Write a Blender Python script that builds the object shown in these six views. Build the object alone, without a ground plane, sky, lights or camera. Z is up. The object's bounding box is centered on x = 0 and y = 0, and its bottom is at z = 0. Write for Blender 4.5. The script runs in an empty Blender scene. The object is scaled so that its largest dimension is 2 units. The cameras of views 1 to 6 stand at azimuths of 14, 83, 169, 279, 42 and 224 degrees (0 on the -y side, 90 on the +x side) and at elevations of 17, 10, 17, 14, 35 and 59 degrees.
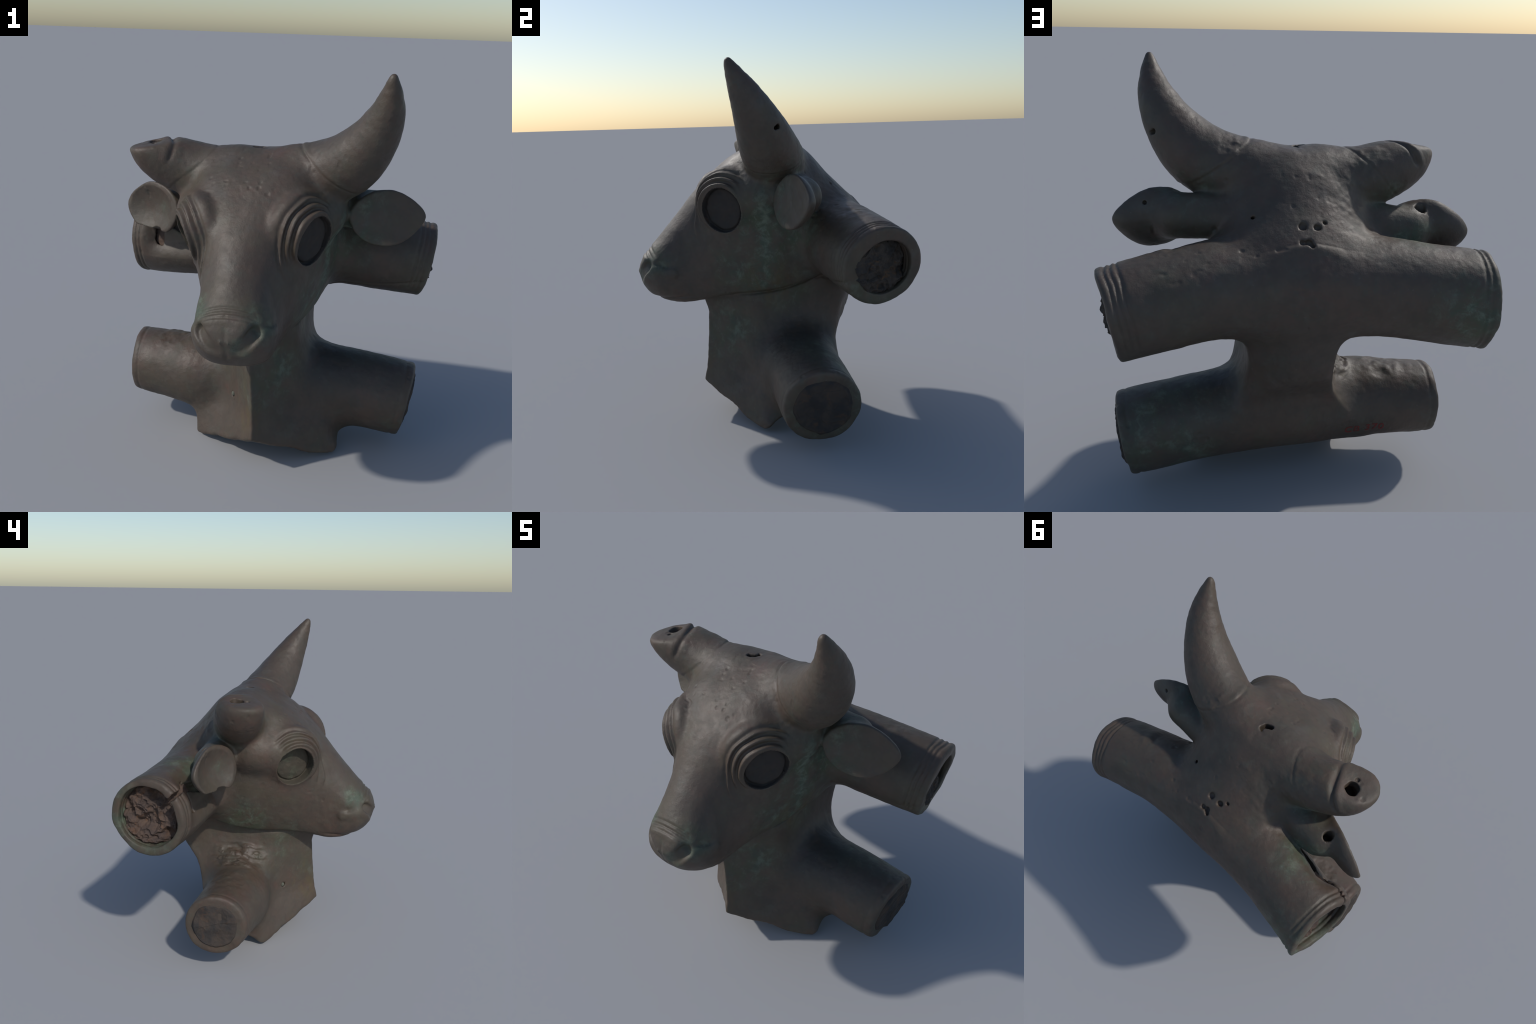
"""Cast-bronze bull's head with four hollow tube sockets, one horn broken off.

The body is one implicit surface: a head lofted through cross-sections, horns and
tubes swept along spines, a prow-shaped neck and two cupped ears, blended together,
carved (eye sockets, bores, holes, creases, seams), then meshed and split into parts.
World frame: face looks to -y, the whole casting leans ROLL about y.
"""
import bpy
import math
import numpy as np

H = 0.0058            # mesh cell size
ROLL = math.radians(4.5)
F = np.float32


# ------------------------------------------------------------------ helpers
def pchip(xs, ys, n=400):
    """Monotone cubic through control points -> fast lookup function."""
    xs, ys = np.asarray(xs, float), np.asarray(ys, float)
    h, d = np.diff(xs), np.diff(ys) / np.diff(xs)
    m = np.zeros_like(xs)
    for i in range(1, len(xs) - 1):
        if d[i - 1] * d[i] > 0:
            w1, w2 = 2 * h[i] + h[i - 1], h[i] + 2 * h[i - 1]
            m[i] = (w1 + w2) / (w1 / d[i - 1] + w2 / d[i])
    m[0], m[-1] = d[0], d[-1]
    g = np.unique(np.concatenate([np.linspace(xs[0], xs[-1], n), xs]))
    k = np.clip(np.searchsorted(xs, g) - 1, 0, len(xs) - 2)
    t = (g - xs[k]) / h[k]
    v = ((2 * t**3 - 3 * t**2 + 1) * ys[k] + (t**3 - 2 * t**2 + t) * h[k] * m[k]
         + (-2 * t**3 + 3 * t**2) * ys[k + 1] + (t**3 - t**2) * h[k] * m[k + 1])
    return lambda q: np.interp(q, g, v).astype(F)


def smin(a, b, k):
    h = np.maximum(k - np.abs(a - b), 0) / k
    return np.minimum(a, b) - h * h * h * k / 6


def smax(a, b, k):
    return -smin(-a, -b, k)


def sstep(a, b, x):
    t = np.clip((x - a) / (b - a), 0, 1)
    return t * t * (3 - 2 * t)


def bump(x, w):
    return np.exp(-(x / w) ** 2)


def unit(v):
    v = np.asarray(v, float)
    return v / np.linalg.norm(v)


def vlen(q):
    return np.sqrt((q * q).sum(1))


def hash3(i, j, k, seed):
    n = (i * np.int64(73856093)) ^ (j * np.int64(19349663)) ^ (k * np.int64(83492791)) ^ np.int64(seed * 2654435)
    n = (n ^ (n >> 13)) * np.int64(1274126177)
    n = n ^ (n >> 16)
    return ((n & 0xFFFF).astype(F) / 32767.5) - 1.0


def noise(P, scale, seed=1):
    """Smooth value noise in -1..1."""
    q = P * scale
    b = np.floor(q)
    f = (q - b).astype(F)
    f = f * f * f * (f * (f * 6 - 15) + 10)
    i, j, k = (b[:, a].astype(np.int64) for a in range(3))
    out = 0
    for di in (0, 1):
        wi = f[:, 0] if di else 1 - f[:, 0]
        for dj in (0, 1):
            wj = f[:, 1] if dj else 1 - f[:, 1]
            for dk in (0, 1):
                wk = f[:, 2] if dk else 1 - f[:, 2]
                out = out + wi * wj * wk * hash3(i + di, j + dj, k + dk, seed)
    return out


def fbm(P, scale, seed=1, octaves=3):
    out, amp = 0, 1.0
    for o in range(octaves):
        out = out + amp * noise(P, scale * 2**o, seed + o)
        amp *= 0.5
    return out


def catmull(points, n):
    p = np.asarray(points, float)
    p = np.vstack([2 * p[0] - p[1], p, 2 * p[-1] - p[-2]])
    out = []
    for s in np.linspace(0, len(p) - 3 - 1e-6, n):
        i, t = int(s), s - int(s)
        a, b, c, d = p[i:i + 4]
        out.append(0.5 * (2 * b + (c - a) * t + (2 * a - 5 * b + 4 * c - d) * t * t + (3 * b - a - 3 * c + d) * t**3))
    return np.array(out, F)


def near(P, lo, hi, func, far=0.25):
    """Evaluate func only inside a box, elsewhere return a safe positive distance."""
    m = ((P > np.array(lo, F)) & (P < np.array(hi, F))).all(1)
    out = np.full(len(P), far, F)
    if m.any():
        out[m] = func(P[m])
    return out


def sweep(P, spine):
    """Distance to a tapering round sweep; spine rows are x, y, z, radius."""
    best = np.full(len(P), 9.0, F)
    for a, b in zip(spine[:-1], spine[1:]):
        ab = b[:3] - a[:3]
        q = P - a[:3]
        t = np.clip((q @ ab) / (ab @ ab), 0, 1)
        d = vlen(q - t[:, None] * ab) - (a[3] + t * (b[3] - a[3]))
        best = np.minimum(best, d)
    return best


def capsule(P, a, b, r):
    a, b = np.array(a, F), np.array(b, F)
    ab = b - a
    q = P - a
    t = np.clip((q @ ab) / (ab @ ab), 0, 1)
    return vlen(q - t[:, None] * ab) - r


def ellipsoid(P, c, radii):
    q = (P - np.array(c, F)) / np.array(radii, F)
    l = vlen(q)
    g = vlen(q / np.array(radii, F)) + 1e-6
    return l * (l - 1) / g


def to_head(P):
    """World -> the head's own upright, symmetric frame."""
    c, s = math.cos(ROLL), math.sin(ROLL)
    x, z = P[:, 0], P[:, 2] - 1
    return np.stack([c * x + s * z, P[:, 1], 1 - s * x + c * z], 1).astype(F)


def frame(normal, along):
    n = unit(normal)
    t = unit(np.asarray(along, float) - n * np.dot(along, n))
    return n.astype(F), t.astype(F), np.cross(n, t).astype(F)


# ------------------------------------------------------------------ head loft (stations along y)
ST = [-.724, -.712, -.69, -.66, -.61, -.55, -.48, -.40, -.30, -.18, -.06, .06, .16, .26, .36, .46, .52]
TOP = pchip(ST, [.875, .915, .955, .992, 1.048, 1.118, 1.200, 1.298, 1.398, 1.497, 1.562, 1.602, 1.592, 1.530, 1.42, 1.31, 1.24])
BOT = pchip(ST, [.845, .797, .760, .728, .702, .675, .635, .60, .60, .60, .595, .595, .60, .64, .75, .90, 1.00])
JAW = pchip(ST, [.845, .797, .756, .722, .697, .685, .682, .688, .704, .716, .722, .735, .76, .80, .88, .95, 1.00])
MID = pchip(ST, [.860, .858, .855, .852, .850, .862, .905, 1.00, 1.13, 1.19, 1.20, 1.20, 1.18, 1.15, 1.12, 1.12, 1.12])
WID = pchip(ST, [.020, .085, .128, .160, .186, .188, .184, .199, .256, .315, .348, .370, .365, .350, .33, .28, .17])
PUP = pchip(ST, [2.0, 2.0, 2.0, 1.95, 1.85, 1.9, 2.1, 2.4, 3.0, 3.6, 3.4, 2.9, 2.5, 2.1, 2.0, 2.0, 2.0])
PDN = pchip(ST, [2.0, 2.0, 2.0, 2.1, 2.4, 2.7, 2.7, 2.3, 1.95, 1.85, 1.87, 1.9, 1.95, 2.0, 2.0, 2.0, 2.0])


def head_loft(Q):
    y = np.clip(Q[:, 1], ST[0], ST[-1])
    zc, w = MID(y), WID(y)
    dz = Q[:, 2] - zc
    up = dz > 0
    h = np.where(up, TOP(y) - zc, zc - BOT(y))
    p = np.where(up, PUP(y), PDN(y))
    x = np.abs(Q[:, 0] - .006 * sstep(1.15, .80, Q[:, 2]) + .008 * sstep(-.25, -.45, Q[:, 1])) + 1e-5
    dz = np.abs(dz) + 1e-5
    rho = np.sqrt(x * x + dz * dz)
    g = ((x / w) ** p + (dz / h) ** p) ** (1 / p)
    d = rho * (1 - 1 / np.maximum(g, 0.2))
    d = smax(d, JAW(y) - Q[:, 2], .035)
    over = np.maximum(np.maximum(ST[0] - Q[:, 1], Q[:, 1] - ST[-1]), 0)
    return np.where(over > 0, np.sqrt(np.maximum(d, 0) ** 2 + over**2), d * 0.9).astype(F)


# ------------------------------------------------------------------ horns
HORN = catmull([[.16, .070, 1.475, .150], [.29, .045, 1.503, .158], [.412, -.002, 1.563, .151], [.510, -.055, 1.672, .124],
                [.570, -.112, 1.788, .091], [.597, -.168, 1.896, .054], [.603, -.206, 1.972, .025], [.603, -.213, 1.990, .012]], 84)
STUMP = catmull([[-.16, .075, 1.45, .145], [-.33, .082, 1.445, .150], [-.46, .070, 1.477, .142], [-.565, .042, 1.527, .133],
                 [-.622, .005, 1.582, .108], [-.648, -.03, 1.64, .08]], 50)
STUMP_CUT_N = unit([-.16, -.10, 1.0])
STUMP_CUT_P = np.array([-.612, .053, 1.598])
SEAM_A, SEAM_B, SEAM_C = np.array([.17, .09, 1.63]), np.array([.305, -.15, 1.505]), np.array([.42, -.145, 1.417])
SEAM_N = unit(np.cross(SEAM_B - SEAM_A, SEAM_C - SEAM_A))
SEAM_N = SEAM_N * np.sign(SEAM_N[0])


def horn_whole(P):
    return near(P, (.0, -.4, 1.1), (.95, .45, 2.2), lambda q: sweep(q, HORN))


def horn_stump(P):
    def f(q):
        d = sweep(q, STUMP)
        cut = (q - STUMP_CUT_P.astype(F)) @ STUMP_CUT_N.astype(F)
        return smax(d, cut, .055)
    return near(P, (-1.0, -.4, 1.1), (.0, .45, 2.0), f)


# ------------------------------------------------------------------ ears
class Ear:
    def __init__(self, centre, normal, along, length, height, depth, dish, root, chip=False):
        self.c = np.array(centre, F)
        self.n, self.t, self.u = frame(normal, along)
        self.size = (length, height, depth)
        self.dish, self.root, self.chip = dish, root, chip

    def __call__(self, P):
        def f(q):
            r = q - self.c
            a, b, c = r @ self.t, r @ self.u, r @ self.n
            L, Hh, D = self.size
            taper = 1 + .45 * np.clip(a / L, 0, 1.3) ** 2
            e = ellipsoid(np.stack([a, b * taper, c], 1), (0, 0, 0), (L, Hh, D))
            bowl = c + self.dish * np.clip(1 - (a / (L * .85)) ** 2 - (b / (Hh * .85)) ** 2, 0, 1)
            d = smax(smin(e, capsule(q, *self.root), .09), bowl, .016)
            if self.chip:                                              # broken lower edge
                chip = -b * np.sign(self.u[2]) - .104 + .010 * noise(q, 22, 19)
                d = smax(d, chip, .012)
                d = smax(d, -(vlen(r - self.t * -.03 + self.u * np.sign(self.u[2]) * .06) - .020), .01)
            return d
        return near(P, self.c - .45, self.c + .45, f)


EAR_R = Ear((.618, .078, 1.290), (.32, -.93, .15), (.88, .44, .05), .192, .142, .098, .006,
            ((.20, .17, 1.308), (.52, .155, 1.306), .100))
EAR_L = Ear((-.678, .152, 1.208), (-.42, -.90, .12), (-.82, .55, .0), .192, .150, .085, .045,
            ((-.20, .18, 1.26), (-.56, .205, 1.225), .102), True)

# ------------------------------------------------------------------ tubes: centre line and radius as functions of x
TX = [-1.0, -.86, -.60, -.35, .0, .35, .60, .86, 1.0]
UP_Y = pchip(TX, [.565, .515, .452, .410, .395, .410, .450, .508, .540])
UP_Z = pchip(TX, [.942, .962, .988, 1.018, 1.038, 1.038, 1.011, .972, .946])
UP_R = pchip(TX, [.224, .224, .224, .225, .225, .215, .212, .206, .203])
LO_Y = pchip(TX, [.160, .158, .130, .100, .180, .168, .184, .198, .202])
LO_Z = pchip(TX, [.314, .314, .312, .314, .340, .318, .288, .252, .234])
LO_R = pchip(TX, [.174, .175, .187, .202, .200, .206, .206, .200, .194])
# end planes: point, outward normal
ENDS = {
    "UR": (np.array([.826, .50, .985]), unit([.97, .12, -.19])),
    "UL": (np.array([-.832, .52, .965]), unit([-.98, .12, -.04])),
    "LR": (np.array([.792, .198, .275]), unit([.985, 0, -.17])),
    "LL": (np.array([-.740, .133, .312]), unit([-.99, -.05, -.02])),
}


def end_dist(P, key):
    p, n = ENDS[key]
    e = (P - p.astype(F)) @ n.astype(F)
    m = np.abs(e) < .15                                                 # slightly uneven rim
    if m.any():
        e[m] += F(.005) * noise(P[m], 11, 91)
    return e


def tube(P, Y, Z, R, right, left):
    x = P[:, 0]
    q = np.sqrt((P[:, 1] - Y(x)) ** 2 + (P[:, 2] - Z(x)) ** 2)
    d = (q - R(x)) * F(.97)
    return smax(smax(d, end_dist(P, right), .035), end_dist(P, left), .035)


# ------------------------------------------------------------------ neck: a prow of planes
RIDGE_Y = pchip([-.2, .15, .30, .45, .60, .70, 1.0], [-.396, -.388, -.362, -.348, -.342, -.365, -.36])
RIDGE_X = pchip([-.2, .2, .7, 1.0], [.075, .060, .020, .0])
NECK_L = pchip([-.2, .05, .25, .45, .62, .75, 1.0], [.335, .328, .258, .190, .158, .155, .175])
NECK_R = pchip([-.2, .0, .15, .35, .55, .70, 1.0], [.475, .468, .395, .280, .228, .222, .240])
NECK_B = pchip([-.2, .15, .30, .45, .60, .75, 1.0], [.30, .37, .43, .470, .50, .53, .53])

# how far each prow facet is turned to the front (radians)
FACET_L = pchip([-.2, .04, .33, .60, 1.0], [.93, .89, .64, .65, .67])
FACET_R = pchip([-.2, .0, .33, .60, 1.0], [.90, .87, .67, .66, .66])


def neck(P):
    z = P[:, 2]
    rx, ry = RIDGE_X(z), RIDGE_Y(z)
    x, y = P[:, 0] - rx, P[:, 1] - ry
    tl, tr = FACET_L(z), FACET_R(z)
    left = -np.cos(tl) * x - np.sin(tl) * y
    right = np.cos(tr) * x - np.sin(tr) * y
    front = smax(left, right, .022)
    d = smax(front, -(P[:, 0]) - NECK_L(z), .06)
    d = smax(d, P[:, 0] - NECK_R(z), .06)
    corner = .50 * np.abs(P[:, 0] + .045) + .866 * P[:, 1] - (NECK_B(z) - .02)
    d = smax(d, smax(P[:, 1] - NECK_B(z), corner, .08), .06)
    d = smax(d, z - 1.05, .05)
    slope = .85 * (.188 - .61 * (P[:, 1] + .373) - z)
    ragged = .006 * noise(P * np.array([1, 1, .2], F), 13, 77) + .002 * noise(P, 40, 78)
    d = smax(d, slope + ragged, .02)
    d = smax(d, .012 - z, .02)
    d = smax(d, .6 * (.05 + 1.1 * (P[:, 1] + .02) - z), .03)
    hollow = np.maximum(front + .05, np.maximum(np.abs(P[:, 0] - .05) - (.28), P[:, 1] - .02))
    hollow = np.maximum(hollow, z - (.16 - .35 * (P[:, 1] + .1)))
    return smax(d, -hollow, .02)


# ------------------------------------------------------------------ eyes (head frame, mirrored)
EYE_C = np.array([.329, -.258, 1.200], F)
EYE_N, EYE_T, EYE_U = frame((.83, -.51, -.22), (0, 0, 1))


def eye_coords(Q):
    r = Q * np.array([1, 1, 1], F)
    r[:, 0] = np.abs(Q[:, 0])
    r = r - EYE_C
    c = r @ EYE_N
    a, b = r @ EYE_T, r @ EYE_U
    return c, a, b, np.sqrt((a * .94) ** 2 + (b * 1.03) ** 2)


# ------------------------------------------------------------------ the whole body


def split(P, d):
    """Long split along the front of the left upper tube, torn open towards the head."""
    m = (P[:, 0] < -.36) & (P[:, 0] > -1) & (P[:, 1] < .5) & (P[:, 2] > .9) & (P[:, 2] < 1.3)
    if m.any():
        p = P[m]
        x = p[:, 0]
        ang = np.arctan2(p[:, 2] - UP_Z(x), -(p[:, 1] - UP_Y(x)))
        mid = math.radians(42) + .05 * noise(np.stack([x, x * 0, x * 0], 1), 9, 9) + .02 * noise(p, 30, 10) - .25 * sstep(-.65, -.48, x)
        half = np.interp(x, [-.90, -.84, -.76, -.66, -.56, -.47, -.38], [.12, .06, .06, .15, .22, .24, .08])
        # the wall below the split is pushed in
        push = sstep(-.80, -.66, x) * sstep(-.33, -.42, x) * sstep(math.radians(-25), math.radians(5), ang) * sstep(math.radians(80), math.radians(40), ang)
        d[m] += .055 * push
        slot = (np.abs(ang - mid) - half) * .2
        q = np.sqrt((p[:, 1] - UP_Y(x)) ** 2 + (p[:, 2] - UP_Z(x)) ** 2)
        d[m] = smax(d[m], -np.maximum(slot, -(q - .135)), .006)
    return d


def solids(P):
    Q = to_head(P)
    head = head_loft(Q)
    # brow mounds round the eyes
    m = (np.abs(Q[:, 1] + .25) < .32) & (np.abs(Q[:, 2] - 1.2) < .34)
    if m.any():
        c, a, b, rho = eye_coords(Q[m])
        sh = np.sqrt((a - .012) ** 2 + (b - .010) ** 2)
        reach = np.sqrt(sh**2 + (c + .04) ** 2) - .222
        mound = smax(smax(.78 * (sh - .135) + .62 * (c + .02), reach, .06), c - .001, .035)
        head[m] = smin(head[m], mound, .05)
    temple = Q.copy()
    temple[:, 0] = np.abs(temple[:, 0])
    head = smin(head, ellipsoid(temple, (.25, .0, 1.285), (.190, .20, .155)), .07)
    up = tube(P, UP_Y, UP_Z, UP_R, "UR", "UL")
    up = split(P, up)
    lo = tube(P, LO_Y, LO_Z, LO_R, "LR", "LL")
    return head, neck(P), horn_whole(P), horn_stump(P), EAR_R(P), EAR_L(P), up, lo


def blend(s):
    head, nk, hr, hl, er, el, up, lo = s
    lower = smin(nk, lo, .21)
    crown = smin(head, smin(hr, hl, .02), .080)
    crown = smin(crown, np.minimum(er, el), .05)
    upper = smin(crown, up, .14)
    # soft fillet where the neck meets the cross tube, sharp crease under the jaw
    w = sstep(-.02, .09, crown - up)
    return (1 - w) * smin(upper, lower, .02) + w * smin(upper, lower, .19)


def carve(P, d):
    """Openings and holes cut into the casting."""
    Q = to_head(P)
    # eye sockets
    m = (np.abs(Q[:, 1] + .26) < .2) & (np.abs(Q[:, 2] - 1.2) < .2)
    if m.any():
        c, a, b, rho = eye_coords(Q[m])
        depth = np.where(Q[m][:, 0] > 0, .034, .058)
        ring = .012 * bump(rho - .113, .006)
        floor_ = -(c + depth + ring + .004 * noise(P[m], 30, 5))
        d[m] = smax(d[m], -np.maximum(rho - .117 - .003 * noise(P[m], 18, 6), floor_), .008)
    # bores of the tubes
    for key, Y, Z, r, dy, dz, deep in (("UR", UP_Y, UP_Z, .142, .010, -.008, .11), ("UL", UP_Y, UP_Z, .180, .0, .0, .20)):
        e = end_dist(P, key)
        m = np.abs(e) < deep + .1
        m &= (P[:, 0] > 0) == (key[1] == "R")
        if m.any():
            p = P[m]
            q = np.sqrt((p[:, 1] - Y(p[:, 0]) - dy) ** 2 + (p[:, 2] - Z(p[:, 0]) - dz) ** 2)
            wob = .006 * noise(p, 12, 31)
            d[m] = smax(d[m], -np.maximum(q - r - wob, -(e[m] + deep)), .012)

    def drill(a, b, r, k=.006):
        lo = np.minimum(a, b) - r - .05
        hi = np.maximum(a, b) + r + .05
        m = ((P > lo.astype(F)) & (P < hi.astype(F))).all(1)
        if m.any():
            d[m] = smax(d[m], -(capsule(P[m], a, b, r) + .12 * r * noise(P[m], 40, 17)), k)

    A = np.array
    drill(A([-.612, .053, 1.62]), A([-.58, .05, 1.50]), .037)          # core hole in the broken horn
    drill(A([-.595, -.005, 1.615]), A([-.594, -.005, 1.593]), .012)
    drill(A([-.617, .211, 1.36]), A([-.60, .22, 1.25]), .028)          # hole on top of the left ear
    for p, q, r in (((-.072, .060), (-.046, .070), .015), ((-.046, .070), (-.034, .092), .012), ((-.034, .092), (-.045, .104), .007)):
        for z in np.arange(1.50, 1.66, .012):                           # comma-shaped casting flaw on the poll
            drill(A([*p, z]), A([*q, z]), r, .004)
    drill(A([.625, .035, 1.668]), A([.54, .0, 1.665]), .013)           # hole in the whole horn
    drill(A([.622, .015, 1.660]), A([.58, .005, 1.660]), .010)
    drill(A([.66, .20, 1.385]), A([.65, .16, 1.37]), .008)
    for c, r in (((.0, .468, 1.328), .019), ((-.063, .466, 1.320), .017), ((-.018, .520, 1.268), .017), ((.012, .523, 1.272), .014),
                 ((-.028, .530, 1.255), .012), ((.20, .36, 1.33), .008), ((-.10, .44, 1.33), .008)):
        c = A(c)
        drill(c + A([0, .02, .02]), c - A([0, .010, .010]), r, .008)
    for c, r in (((-.093, -.166, .334), .014),):                        # peg hole in the chest
        c = A(c)
        drill(c + A([-.012, -.016, 0]), c - A([-.012, -.016, .012]), r, .006)
    return d


def form(P, d, s):
    """Modelled surface forms: brow wrinkles, muzzle, creases, seams, turned grooves."""
    Q = to_head(P)
    head, nk, hr, hl, er, el, up, lo = s
    out = np.zeros(len(P), F)
    skin = np.abs(d) < .07
    # brow wrinkles: concentric ridges over the inner upper side of each socket
    m = skin & (np.abs(Q[:, 1] + .26) < .34) & (np.abs(Q[:, 2] - 1.2) < .34)
    if m.any():
        c, a, b, rho = eye_coords(Q[m])
        lid = sstep(-.05, .45, np.cos(np.arctan2(a, b) - BROW_DIR)) * sstep(-.20, -.15, c)
        turn = .80 * rho - .6 * c + .007 * noise(P[m], 9, 13)
        ridge = np.cos((turn - .116) / .038 * 2 * math.pi) * (1 + .35 * noise(P[m], 14, 14))
        band = sstep(.120, .128, rho) * sstep(.098, .106, turn) * (1 - sstep(.186, .204, turn))
        out[m] += lid * (band * (.0080 * ridge + .002) - .006 * bump(turn - .202, .012))
    # muzzle
    m = skin & (Q[:, 1] < -.30) & (Q[:, 2] < 1.15)
    if m.any():
        x, y, z = Q[m].T
        ax = np.abs(x)
        o = np.zeros(len(x), F)
        q = -.663 * y - .749 * z
        dorsal = sstep(.90, .94, z) * sstep(-.55, -.60, y) * (1 - sstep(.10, .16, ax))
        for q0, amp in ((-.318, .007), (-.294, .008), (-.270, .007)):
            o -= amp * dorsal * bump(q - q0 - .9 * ax * ax, .0065)
        o += .007 * dorsal * bump(q + .255, .020)
        tip = sstep(-.52, -.58, y)
        n = np.stack([ax, y, z], 1)

        def groove(p0, p1, r, w):
            return np.exp(-(np.maximum(capsule(n, p0, p1, r), 0) / w) ** 2)

        o -= .030 * tip * groove((.048, -.745, .815), (.115, -.665, .890), .020, .016)
        o += .006 * tip * groove((.060, -.745, .782), (.152, -.64, .870), .012, .018)
        o += .007 * tip * groove((.033, -.745, .865), (.075, -.690, .928), .016, .020)
        o -= .008 * tip * bump(x, .011) * sstep(.95, .90, z) * sstep(.76, .80, z)
        # fold behind the nostril, mouth line, corner of the mouth
        o -= .010 * groove((.150, -.61, .905), (.172, -.565, .888), .002, .018)
        o += .009 * groove((.160, -.61, .868), (.19, -.53, .858), .012, .018)
        mouth = .716 + .05 * (y + .70) ** 2 + .06 * sstep(-.66, -.72, y)
        o -= .007 * bump(z - mouth, .008) * sstep(-.38, -.46, y)
        o -= .006 * groove((.19, -.42, .745), (.215, -.35, .80), .008, .016)
        o += .006 * groove((.20, -.37, .735), (.21, -.34, .745), .012, .016)
        out[m] += o
    # jaw crease
    m = skin & (Q[:, 1] > -.42) & (Q[:, 1] < .36) & (np.abs(Q[:, 2] - .76) < .15)
    if m.any():
        x, y, z = Q[m].T
        out[m] -= .012 * bump(z - JAW(y) - .004, .010) * sstep(-.40, -.34, y) * sstep(.34, .26, y) * sstep(.12, .2, np.abs(x))
    # seam rings where the horns leave the skull
    m = skin & (np.minimum(hr, hl) < .07)
    if m.any():
        pm = Q[m].copy()
        pm[:, 0] = np.abs(pm[:, 0])
        w = ((pm - SEAM_Q) @ SEAM_N.astype(F)) + .012 * noise(P[m], 6, 3)
        strength = np.where(P[m][:, 0] > 0, 1, .7) * (.7 + .5 * noise(P[m], 7, 4))
        out[m] += strength * (-.0045 * bump(w, .0055) + .003 * bump(w - .014, .011)) * sstep(1.36, 1.42, pm[:, 2])
    # turned grooves near the tube rims
    for key, marks in (("UR", (.038, .062, .088)), ("UL", (.036, .060)), ("LL", (.042,)), ("LR", (.045,))):
        m = skin & ((P[:, 0] > .6) if key[1] == "R" else (P[:, 0] < -.6)) & (np.abs(up if key[0] == "U" else lo) < .08)
        if m.any():
            p = P[m]
            e = end_dist(p, key)
            fade = sstep(-.25, .15, (p[:, 2] - UP_Z(p[:, 0])) / .2 + .5) if key == "UR" else 1
            amp = .0065 if key[0] == "U" else .003
            for k in marks:
                out[m] -= amp * fade * bump(e + k, .0075)
    # notch behind the cut of the stump
    m = skin & (hl < .06) & (P[:, 2] > 1.48)
    if m.any():
        w = (P[m] - np.array([-.528, .09, 1.60], F)) @ unit([-.75, -.35, .35]).astype(F)
        out[m] += (-.012 * bump(w, .012) + .006 * bump(w - .03, .018)) * sstep(1.50, 1.54, P[m][:, 2]) * (.45 + .55 * sstep(-.03, .06, P[m][:, 1]))
    return d - out


def grain(P, d, s):
    """Torn patches, corrosion scabs, pits and the uneven skin of the casting."""
    out = np.zeros(len(P), F)
    # torn patch over the left lower tube
    r = vlen((P - np.array([-.22, .11, .55], F)) / np.array([1, 1.5, .7], F))
    torn = sstep(.15, .07, r)
    out += torn * (.026 * (1 - np.abs(fbm(P * np.array([1, .6, 1.3], F), 12, 61))) - .010)
    for c0, rad, amp, seed in SCABS:
        r = vlen(P - np.array(c0, F))
        mm = r < rad
        if mm.any():
            out[mm] += .6 * amp * fbm(P[mm], 15, seed) * sstep(rad, rad * .4, r[mm])
    out += .0022 * noise(P, 6, 41) + .0013 * fbm(P, 17, 42, 2) + .0006 * noise(P, 60, 44)
    pits = noise(P, 34, 51)
    out -= .0035 * sstep(.66, .88, pits) * sstep(.1, .5, noise(P, 5, 52))
    r = vlen((P - np.array([0, -.15, 1.48], F)) / np.array([1.2, 1, .8], F))
    brow = sstep(.30, .15, r)
    if (brow > 0).any():
        b = brow > 0
        out[b] -= .0040 * brow[b] * sstep(.45, .80, noise(P[b], 42, 55)) * sstep(.0, .4, noise(P[b], 11, 56))
    worn = sstep(.06, .0, np.minimum(s[2], s[3])) * sstep(1.5, 1.9, P[:, 2])
    out += .0010 * worn * fbm(P, 48, 47, 2)
    return d - out


# corrosion scabs: place, reach, height, seed
SCABS = (((-.34, -.02, .30), .10, .012, 21), ((-.50, .12, .52), .16, .010, 22), ((.27, .15, 1.60), .09, .012, 23),
         ((.58, .42, 1.20), .13, .009, 24), ((-.36, .17, 1.52), .14, .011, 25), ((-.2, .30, 1.42), .18, .008, 26),
         ((.06, .44, .62), .14, .007, 27), ((-.25, .36, 1.30), .16, .006, 28), ((.38, -.04, .03), .09, .014, 29))
BROW_DIR = math.radians(45)
SEAM_Q = to_head(SEAM_A[None].astype(F))[0]


def body(P, skin=False):
    P = P.astype(F)
    s = solids(P)
    d = form(P, carve(P, blend(s)), s)
    return grain(P, d, s) if skin else d


def chunks(P, f, n=400000):
    return np.concatenate([f(P[i:i + n]) for i in range(0, len(P), n)])


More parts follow.
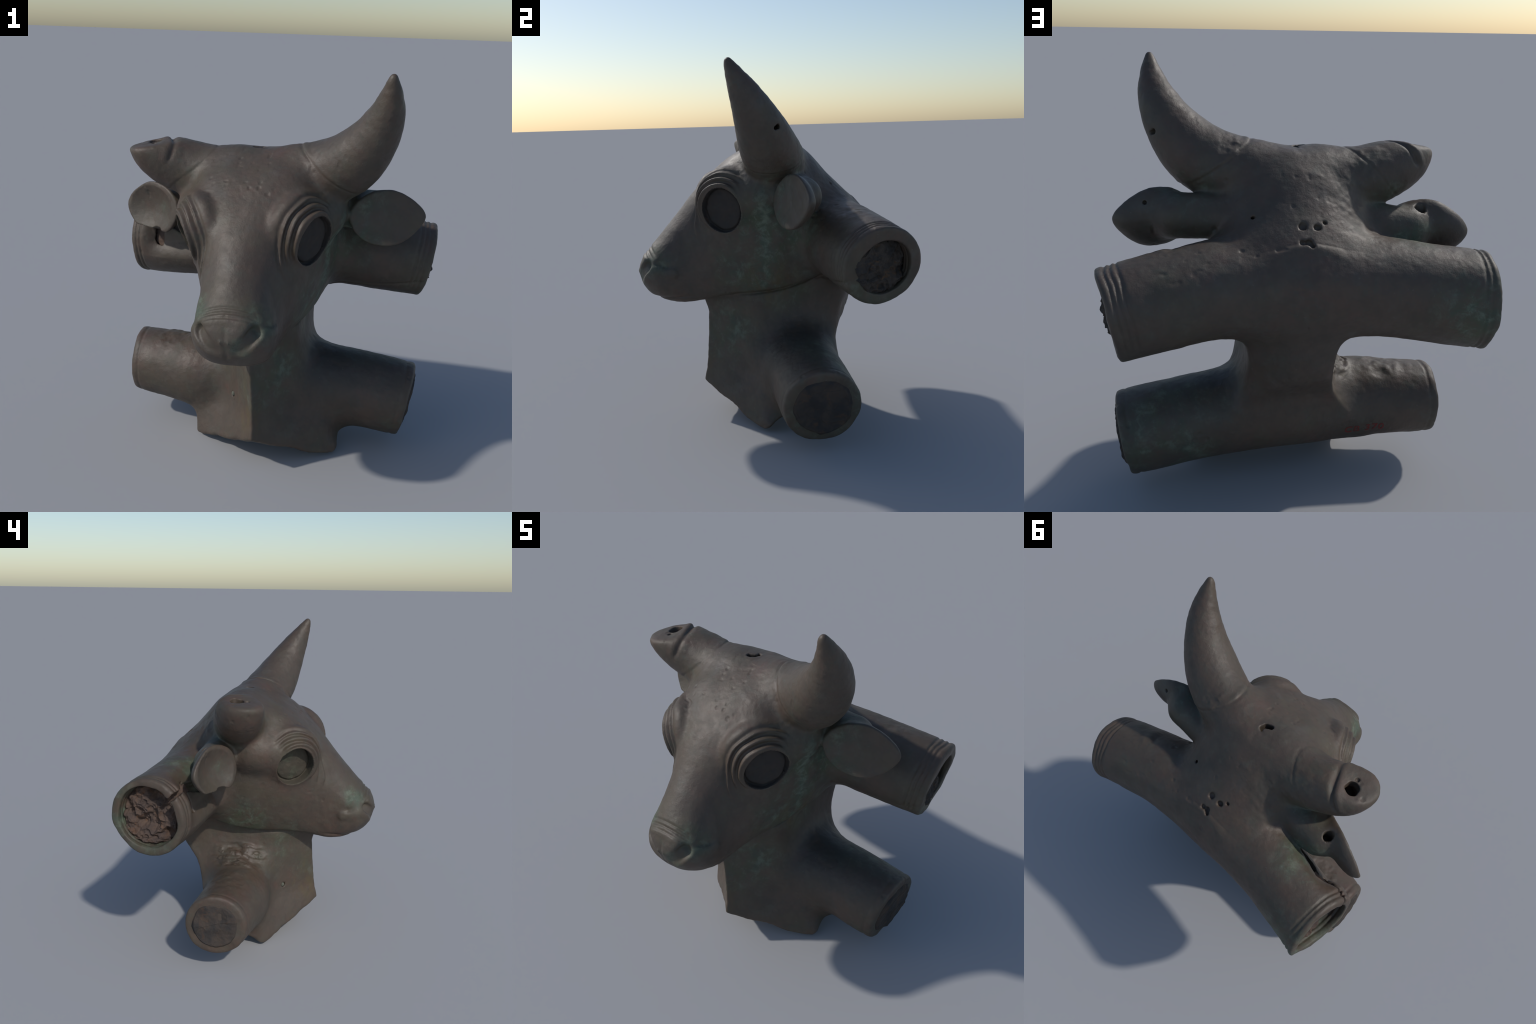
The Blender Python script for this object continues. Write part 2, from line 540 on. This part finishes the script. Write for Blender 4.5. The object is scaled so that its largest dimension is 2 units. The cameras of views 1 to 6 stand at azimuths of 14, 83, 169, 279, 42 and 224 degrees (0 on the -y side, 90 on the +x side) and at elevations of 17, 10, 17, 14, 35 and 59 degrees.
# ------------------------------------------------------------------ meshing: sparse blocks + surface nets
def mesh_body():
    lo, hi = np.array([-.93, -.78, -.03]), np.array([.93, .78, 2.05])
    B = 8
    nb = np.ceil((hi - lo) / (H * B)).astype(int)
    n = nb * B + 1
    bc = np.stack(np.meshgrid(*[np.arange(k) for k in nb], indexing="ij"), -1).reshape(-1, 3)
    centre = lo + (bc + .5) * B * H
    dc = chunks(centre.astype(F), lambda p: body(p))
    field = np.repeat(np.repeat(np.repeat(np.where(dc > 0, F(1), F(-1)).reshape(nb), B, 0), B, 1), B, 2)
    field = np.pad(field, ((0, 1),) * 3, constant_values=1).astype(F)
    active = bc[np.abs(dc) < .075]
    off = np.stack(np.meshgrid(*[np.arange(B + 1)] * 3, indexing="ij"), -1).reshape(-1, 3)
    for i in range(0, len(active), 500):
        idx = (active[i:i + 500, None] * B + off[None]).reshape(-1, 3)
        field[idx[:, 0], idx[:, 1], idx[:, 2]] = body(lo + idx * H)
    inside = field < 0
    # vertices
    s = np.zeros(n - 1, np.uint8)
    corners = [(i, j, k) for i in (0, 1) for j in (0, 1) for k in (0, 1)]
    for i, j, k in corners:
        s += inside[i:n[0] - 1 + i, j:n[1] - 1 + j, k:n[2] - 1 + k]
    cells = np.argwhere((s > 0) & (s < 8))
    ids = np.full(n - 1, -1, np.int32)
    ids[tuple(cells.T)] = np.arange(len(cells))
    acc, cnt = np.zeros((len(cells), 3)), np.zeros(len(cells))
    for a in corners:
        for axis in range(3):
            if a[axis]:
                continue
            b = list(a)
            b[axis] = 1
            fa, fb = (field[tuple((cells + np.array(q)).T)].astype(float) for q in (a, b))
            x = (fa < 0) != (fb < 0)
            t = fa[x] / (fa[x] - fb[x])
            p = np.tile(np.array(a, float), (x.sum(), 1))
            p[:, axis] = t
            acc[x] += p
            cnt[x] += 1
    verts = lo + (cells + acc / cnt[:, None]) * H
    # faces
    quads = []
    for axis in range(3):
        u, v = (axis + 1) % 3, (axis + 2) % 3
        sl0 = [slice(1, n[k] - 1) for k in range(3)]
        sl1 = list(sl0)
        sl0[axis], sl1[axis] = slice(0, n[axis] - 1), slice(1, n[axis])
        a, b = inside[tuple(sl0)], inside[tuple(sl1)]
        for want, flip in (((a & ~b), False), ((~a & b), True)):
            e = np.argwhere(want)
            e[:, u] += 1
            e[:, v] += 1
            eu, ev = np.eye(3, dtype=int)[u], np.eye(3, dtype=int)[v]
            q = np.stack([ids[tuple((e + o).T)] for o in (-eu - ev, -ev, 0 * eu, -eu)], 1)
            quads.append(q[:, ::-1] if flip else q)
    faces = np.concatenate(quads)
    faces = faces[(faces >= 0).all(1)]
    return verts, faces


def gradient(P, f, e=.0015):
    """Gradient from a tetrahedron of four samples, plus the mean value."""
    g, v = 0, 0
    for k in ((1, 1, 1), (1, -1, -1), (-1, 1, -1), (-1, -1, 1)):
        k = np.array(k, float)
        s = chunks(P + k * e, f).astype(float)
        g, v = g + np.outer(s, k), v + s
    return g / (4 * e), v / 4


def settle(verts, steps=2):
    """Pull the mesh onto the finely modelled skin."""
    f = lambda p: body(p, True)
    for _ in range(steps):
        g, value = gradient(verts, f)
        l2 = np.maximum((g * g).sum(1), .5)
        step = (value / l2)[:, None] * g
        l = np.linalg.norm(step, axis=1, keepdims=True)
        verts = verts - step * np.minimum(1, .010 / np.maximum(l, 1e-9))
    return verts


def drop_crumbs(verts, faces):
    """Keep only the largest connected shell."""
    lab = np.arange(len(verts))
    for _ in range(400):
        m = lab[faces].min(1)
        new = lab.copy()
        for k in range(4):
            np.minimum.at(new, faces[:, k], m)
        new = new[new]
        if (new == lab).all():
            break
        lab = new
    vals, cnt = np.unique(lab, return_counts=True)
    keep = lab == vals[cnt.argmax()]
    remap = np.cumsum(keep) - 1
    faces = remap[faces[keep[faces[:, 0]]]]
    return verts[keep], faces


# ------------------------------------------------------------------ materials
def new_material(name):
    m = bpy.data.materials.new(name)
    m.use_nodes = True
    nt = m.node_tree
    nt.nodes.clear()
    out = nt.nodes.new("ShaderNodeOutputMaterial")
    bsdf = nt.nodes.new("ShaderNodeBsdfPrincipled")
    nt.links.new(bsdf.outputs[0], out.inputs[0])
    return m, nt, bsdf


class Nodes:
    def __init__(self, nt):
        self.nt = nt
        self.co = nt.nodes.new("ShaderNodeTexCoord").outputs["Object"]

    def link(self, a, b):
        self.nt.links.new(a, b)

    def noise(self, scale, detail=4, rough=.6, dist=0.0, stretch=None):
        n = self.nt.nodes.new("ShaderNodeTexNoise")
        n.inputs["Scale"].default_value = scale
        n.inputs["Detail"].default_value = detail
        n.inputs["Roughness"].default_value = rough
        n.inputs["Distortion"].default_value = dist
        co = self.co
        if stretch:
            mp = self.nt.nodes.new("ShaderNodeMapping")
            mp.inputs["Scale"].default_value = stretch
            self.link(co, mp.inputs[0])
            co = mp.outputs[0]
        self.link(co, n.inputs["Vector"])
        return n.outputs["Fac"]

    def math(self, op, a, b=0.5, clamp=False):
        n = self.nt.nodes.new("ShaderNodeMath")
        n.operation, n.use_clamp = op, clamp
        for i, v in enumerate((a, b)):
            if isinstance(v, (int, float)):
                n.inputs[i].default_value = v
            else:
                self.link(v, n.inputs[i])
        return n.outputs[0]

    def remap(self, v, a, b, lo=0.0, hi=1.0):
        n = self.nt.nodes.new("ShaderNodeMapRange")
        n.interpolation_type = "SMOOTHSTEP"
        for i, q in zip((1, 2, 3, 4), (a, b, lo, hi)):
            n.inputs[i].default_value = q
        self.link(v, n.inputs[0])
        return n.outputs[0]

    def ball(self, c, r):
        """1 at a place on the object, fading to 0 at radius r."""
        n = self.nt.nodes.new("ShaderNodeVectorMath")
        n.operation = "DISTANCE"
        self.link(self.co, n.inputs[0])
        n.inputs[1].default_value = c
        return self.remap(n.outputs["Value"], r, r * .25)

    def mix(self, fac, a, b):
        n = self.nt.nodes.new("ShaderNodeMix")
        n.data_type = "RGBA"
        if isinstance(fac, (int, float)):
            n.inputs[0].default_value = fac
        else:
            self.link(fac, n.inputs[0])
        for k, v in ((6, a), (7, b)):
            if isinstance(v, tuple):
                n.inputs[k].default_value = (*v, 1)
            else:
                self.link(v, n.inputs[k])
        return n.outputs[2]

    def bump(self, h, strength, dist):
        n = self.nt.nodes.new("ShaderNodeBump")
        n.inputs["Strength"].default_value = strength
        n.inputs["Distance"].default_value = dist
        self.link(h, n.inputs["Height"])
        return n.outputs[0]


def bronze_material():
    m, nt, bsdf = new_material("patinated_bronze")
    N = Nodes(nt)
    big = N.remap(N.noise(2.6, 3, .55, .4), .35, .68)
    mid = N.remap(N.noise(9, 5, .65, .3), .36, .66)
    fine = N.remap(N.noise(38, 5, .7), .3, .7)
    grain = N.noise(140, 3, .7)
    col = N.mix(big, (.080, .058, .044), (.094, .059, .042))
    col = N.mix(N.math("MULTIPLY", mid, .5), col, (.058, .045, .036))
    red = N.math("MULTIPLY", N.remap(N.noise(5.5, 6, .7, .6), .52, .70), .6)
    col = N.mix(red, col, (.100, .052, .040))
    grey = N.math("MULTIPLY", N.remap(N.noise(7.5, 6, .7, .4), .55, .70), .5)
    col = N.mix(grey, col, (.088, .075, .066))
    col = N.mix(N.math("MULTIPLY", fine, .25), col, (.042, .034, .028))
    olive = N.math("MULTIPLY", N.remap(N.noise(4.2, 5, .65, .5), .50, .68), .45)
    col = N.mix(olive, col, (.078, .062, .037))
    moss = N.math("MULTIPLY", N.remap(N.noise(19, 5, .7, .5), .54, .68), .32)
    col = N.mix(moss, col, (.060, .068, .052))
    # blue-black patches on the shoulder of the right lower tube and behind
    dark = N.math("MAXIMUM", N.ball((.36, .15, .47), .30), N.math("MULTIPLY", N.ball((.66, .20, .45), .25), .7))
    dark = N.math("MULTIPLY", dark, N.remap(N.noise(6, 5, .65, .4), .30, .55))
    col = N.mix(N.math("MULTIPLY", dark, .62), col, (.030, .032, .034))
    # green copper bloom: faint everywhere, strong in patches
    places = [((.34, .06, 1.14), .33, .95), ((.30, -.08, .92), .30, .75), ((.30, .10, .78), .22, .5), ((-.80, .50, .93), .24, 1.0),
              ((-.72, .66, .97), .26, .7), ((.56, .36, .30), .38, .6), ((.16, -.25, .50), .26, .5), ((-.27, .08, .80), .22, .75),
              ((-.16, -.60, .96), .10, .8), ((-.20, -.20, .62), .24, .45), ((-.55, .36, 1.18), .20, .7), ((.13, -.62, .93), .12, .7),
              ((.08, -.70, .84), .07, .6), ((.45, .10, 1.38), .20, .6), ((-.45, .15, 1.36), .16, .5), ((-.38, -.25, 1.08), .09, .8),
              ((.72, .10, .20), .2, .35), ((-.62, .12, 1.22), .07, .6), ((.78, .45, .85), .24, .35)]
    mask = None
    for c, r, k in places:
        v = N.math("MULTIPLY", N.ball(c, r), k)
        mask = v if mask is None else N.math("MAXIMUM", mask, v)
    mask = N.math("ADD", mask, .11)
    speck = N.remap(N.noise(13, 7, .72, .5), .36, .60)
    soft = N.remap(N.noise(4.5, 4, .6, .5), .28, .58)
    green = N.math("MULTIPLY", N.math("MULTIPLY", mask, N.math("ADD", N.math("MULTIPLY", speck, .75), .25)), N.math("ADD", N.math("MULTIPLY", soft, .7), .3), True)
    hue = N.mix(N.remap(N.noise(7, 3), .4, .62), (.070, .079, .048), (.060, .080, .057))
    col = N.mix(N.math("MULTIPLY", green, 1.25, True), col, hue)
    bloom = N.math("MULTIPLY", green, N.remap(N.noise(15, 7, .75, .4), .46, .66))
    col = N.mix(N.math("MULTIPLY", bloom, .9), col, (.150, .180, .135))
    # ochre earth caught along the jaw and the prow
    ochre = N.math("MAXIMUM", N.math("MAXIMUM", N.ball((.27, .02, .80), .24), N.ball((-.02, -.32, .35), .22)), N.ball((-.26, .17, .47), .10))
    ochre = N.math("MULTIPLY", ochre, N.remap(N.noise(11, 5, .7, .5, (1, 1, .35)), .45, .68))
    col = N.mix(N.math("MULTIPLY", ochre, .6), col, (.100, .075, .035))
    # pale specks of mineral crust
    crust = N.remap(N.noise(75, 2, .5), .70, .78)
    col = N.mix(N.math("MULTIPLY", crust, .25), col, (.16, .15, .13))
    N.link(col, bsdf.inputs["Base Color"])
    rough = N.math("ADD", N.math("MULTIPLY", mid, .10), N.math("ADD", N.math("MULTIPLY", green, .2), .50))
    N.link(rough, bsdf.inputs["Roughness"])
    bsdf.inputs["Specular IOR Level"].default_value = .5
    h = N.math("ADD", N.math("MULTIPLY", fine, .6), N.math("MULTIPLY", grain, .4))
    N.link(N.bump(h, .35, .003), bsdf.inputs["Normal"])
    return m


def rust_material(name, a, b, c, k):
    m, nt, bsdf = new_material(name)
    N = Nodes(nt)
    col = N.mix(N.remap(N.noise(10, 5, .65, .4), .36, .64), a, b)
    col = N.mix(N.math("MULTIPLY", N.remap(N.noise(16, 5, .7, .6), .52, .70), k), col, c)
    N.link(col, bsdf.inputs["Base Color"])
    bsdf.inputs["Roughness"].default_value = .85
    bsdf.inputs["Specular IOR Level"].default_value = .25
    N.link(N.bump(N.noise(60, 5, .7), .6, .006), bsdf.inputs["Normal"])
    return m


# ------------------------------------------------------------------ build
def mesh_object(name, verts, faces, material, parent, normals=None):
    me = bpy.data.meshes.new(name)
    me.vertices.add(len(verts))
    me.vertices.foreach_set("co", np.ascontiguousarray(verts, F).ravel())
    nf, w = faces.shape
    me.loops.add(nf * w)
    me.loops.foreach_set("vertex_index", faces.ravel().astype(np.int32))
    me.polygons.add(nf)
    me.polygons.foreach_set("loop_start", (np.arange(nf) * w).astype(np.int32))
    me.update(calc_edges=True)
    me.polygons.foreach_set("use_smooth", np.ones(nf, bool))
    if normals is not None:
        me.normals_split_custom_set_from_vertices([tuple(v) for v in normals])
    me.materials.append(material)
    ob = bpy.data.objects.new(name, me)
    bpy.context.scene.collection.objects.link(ob)
    ob.parent = parent
    return ob


def take(verts, faces, normals, mask):
    f = faces[mask]
    used = np.unique(f)
    remap = np.full(len(verts), -1)
    remap[used] = np.arange(len(used))
    return verts[used], remap[f], normals[used]


def core_plug(name, key, Y, Z, radius, inset, amp, scale, seed, material, parent, tilt=(0, 0), wobble=.035, drop=.02):
    """Lumpy corroded iron core sitting in the mouth of a tube."""
    p, n = ENDS[key]
    n, t, u = frame(n, (0, 0, 1))
    nr, na = 90, 260
    x0 = float(p[0])
    centre = np.array([x0, float(Y(x0)), float(Z(x0))])
    rr = np.linspace(0, 1, nr) ** .8
    th = np.linspace(0, 2 * math.pi, na, endpoint=False)
    R, T = np.meshgrid(rr, th, indexing="ij")
    R, T = R.ravel(), T.ravel()
    base = centre + np.outer(R * np.cos(T) * radius, t) + np.outer(R * np.sin(T) * radius, u)
    rocks = 1 - 2 * np.abs(fbm(base.astype(F), scale, seed, 4)) * .6
    cliff = np.round(noise(base.astype(F), scale * .55, seed + 9) * 2.0) * .5
    h = -inset + amp * (.75 * rocks + .55 * cliff) + R * (tilt[0] * np.cos(T) + tilt[1] * np.sin(T))
    h = h - drop * sstep(.86, 1.0, R)
    wob = 1 + wobble * noise(np.stack([np.cos(T), np.sin(T), T * 0], 1).astype(F), 1.6, seed + 3) * R
    pts = centre + np.outer(R * np.cos(T) * radius * wob, t) + np.outer(R * np.sin(T) * radius * wob, u) + np.outer(h, n)
    rim = pts[-na:] - .12 * n
    pts = np.vstack([pts, rim])
    g = np.arange((nr + 1) * na).reshape(nr + 1, na)
    nx = np.roll(g, -1, 1)
    f = np.stack([g[:-1], g[1:], nx[1:], nx[:-1]], -1).reshape(-1, 4)
    ob = mesh_object(name, pts, f, material, parent)
    return ob


def red_number(text, parent, material):
    """Painted find number on the back of the left lower tube."""
    cu = bpy.data.curves.new("inventory_number", "FONT")
    cu.body, cu.size, cu.extrude, cu.resolution_u = text, .060, 0.0, 4
    cu.offset = .0008
    cu.space_character = 1.15
    ob = bpy.data.objects.new("tmp_text", cu)
    bpy.context.scene.collection.objects.link(ob)
    dg = bpy.context.evaluated_depsgraph_get()
    me = bpy.data.meshes.new_from_object(ob.evaluated_get(dg))
    bpy.data.objects.remove(ob)
    import bmesh
    bm = bmesh.new()
    bm.from_mesh(me)
    bmesh.ops.triangulate(bm, faces=bm.faces)
    for _ in range(2):
        bmesh.ops.subdivide_edges(bm, edges=[e for e in bm.edges if e.calc_length() > .008], cuts=1)
    bmesh.ops.triangulate(bm, faces=bm.faces)
    co = np.array([v.co[:] for v in bm.verts])
    tri = np.array([[v.index for v in f.verts] for f in bm.faces])
    bm.free()
    bpy.data.meshes.remove(me)
    width = co[:, 0].max()
    x = -.270 - co[:, 0] * (.205 / width)
    phi = math.radians(-24) + (co[:, 1] - .02) / .19
    r = .30
    P = np.stack([x, LO_Y(x) + r * np.cos(phi), LO_Z(x) + r * np.sin(phi)], 1)
    f = lambda p: body(p, True)
    for _ in range(14):
        d = chunks(P, f) - .0012
        dirn = np.stack([0 * x, np.cos(phi), np.sin(phi)], 1)
        P = P - dirn * np.clip(d, -.03, .03)[:, None]
    return mesh_object("inventory_number", P, tri, material, parent)


def build():
    verts, faces = mesh_body()
    verts, faces = drop_crumbs(verts, faces)
    verts = settle(verts)
    fn = np.cross(verts[faces[:, 2]] - verts[faces[:, 0]], verts[faces[:, 3]] - verts[faces[:, 1]])
    normals = np.zeros_like(verts)
    for k in range(4):
        np.add.at(normals, faces[:, k], fn)
    normals /= np.maximum(np.linalg.norm(normals, axis=1, keepdims=True), 1e-12)

    root = bpy.data.objects.new("bull_head_fitting", None)
    bpy.context.scene.collection.objects.link(root)
    root["label"] = "dark bronze bull head with broken horn and four tube sockets"
    root["category"] = "bronze sculpture"

    # which part does each face belong to
    fc = verts[faces].mean(1)
    s = [chunks(fc, lambda p, i=i: solids(p.astype(F))[i]) for i in range(8)]
    head, nk, hr, hl, er, el, up, lo = s
    Q = to_head(fc)
    x = fc[:, 0]
    stack = np.stack([head, nk, hr, hl, er, el, np.where(x > .27, up, 9), np.where(x < -.27, up, 9),
                      np.where(x > .25, lo, 9), np.where(x < -.25, lo, 9)], 1)
    part = stack.argmin(1)
    seam = (np.stack([np.abs(Q[:, 0]), Q[:, 1], Q[:, 2]], 1) - SEAM_Q) @ SEAM_N
    part[(np.isin(part, (2, 3))) & (seam < 0)] = 0
    crossing = (part == 0) & (up < head) & (np.abs(x) <= .27)
    part[crossing | ((part == 0) & (lo < head))] = 1
    c, a, b, rho = eye_coords(Q.astype(F))
    eye = (rho < .120) & (c < -.004) & (c > -.09) & (part == 0)
    part[eye & (x > 0)] = 10
    part[eye & (x < 0)] = 11
    part[(part == 0) & (Q[:, 1] < -.585)] = 12
    names = ["head", "neck", "horn", "horn", "ear", "ear", "tube_socket", "tube_socket", "tube_socket", "tube_socket", "eye_socket", "eye_socket", "muzzle"]
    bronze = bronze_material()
    objs = {}
    for i, name in enumerate(names):
        m = part == i
        if m.any():
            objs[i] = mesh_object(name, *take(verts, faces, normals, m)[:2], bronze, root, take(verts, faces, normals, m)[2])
    objs[10].data.materials[0] = rust_material("dark_socket_floor", (.046, .041, .038), (.058, .047, .041), (.05, .06, .05), .4)
    objs[11].data.materials[0] = rust_material("earthy_socket_lining", (.078, .066, .050), (.066, .060, .046), (.085, .095, .065), .6)
    for i in (10, 11, 12):
        objs[i].parent = objs[0]

    rust = rust_material("rusted_iron_core", (.075, .056, .049), (.115, .078, .060), (.17, .075, .03), .5)
    dark = rust_material("blackened_core", (.040, .037, .036), (.066, .052, .043), (.11, .060, .036), .5)
    stain = rust_material("rust_stained_core", (.044, .040, .038), (.070, .056, .046), (.17, .080, .025), .55)
    core_plug("iron_core", "UL", UP_Y, UP_Z, .182, .092, .042, 12, 71, rust, objs[7], (-.01, .02))
    core_plug("iron_core", "UR", UP_Y, UP_Z, .150, .040, .030, 15, 74, stain, objs[6], (-.034, .030))
    core_plug("iron_core", "LR", LO_Y, LO_Z, .158, -.004, .012, 8, 81, dark, objs[8], (0, 0), .05, .020)
    core_plug("iron_core", "LL", LO_Y, LO_Z, .142, -.007, .010, 8, 86, dark, objs[9], (0, 0), .05, .018)

    stone = rust_material("pale_filler", (.12, .125, .10), (.095, .10, .08), (.14, .14, .12), .4)
    th, ph = np.meshgrid(np.linspace(0, 2 * math.pi, 24, endpoint=False), np.linspace(.02, math.pi - .02, 12))
    ball = np.stack([np.cos(th) * np.sin(ph), np.sin(th) * np.sin(ph), np.cos(ph)], -1).reshape(-1, 3) * np.array([.013, .013, .014])
    g = np.arange(12 * 24).reshape(12, 24)
    nx = np.roll(g, -1, 1)
    quads = np.stack([g[:-1], g[1:], nx[1:], nx[:-1]], -1).reshape(-1, 4)
    mesh_object("peg", ball + np.array([-.092, -.158, .328]), quads, stone, objs[1])

    paint, nt, bsdf = new_material("red_paint")
    N = Nodes(nt)
    N.link(N.mix(N.remap(N.noise(40, 4), .4, .65), (.19, .016, .013), (.11, .028, .022)), bsdf.inputs["Base Color"])
    bsdf.inputs["Roughness"].default_value = .7
    red_number("CB 370", objs[9], paint)


build()
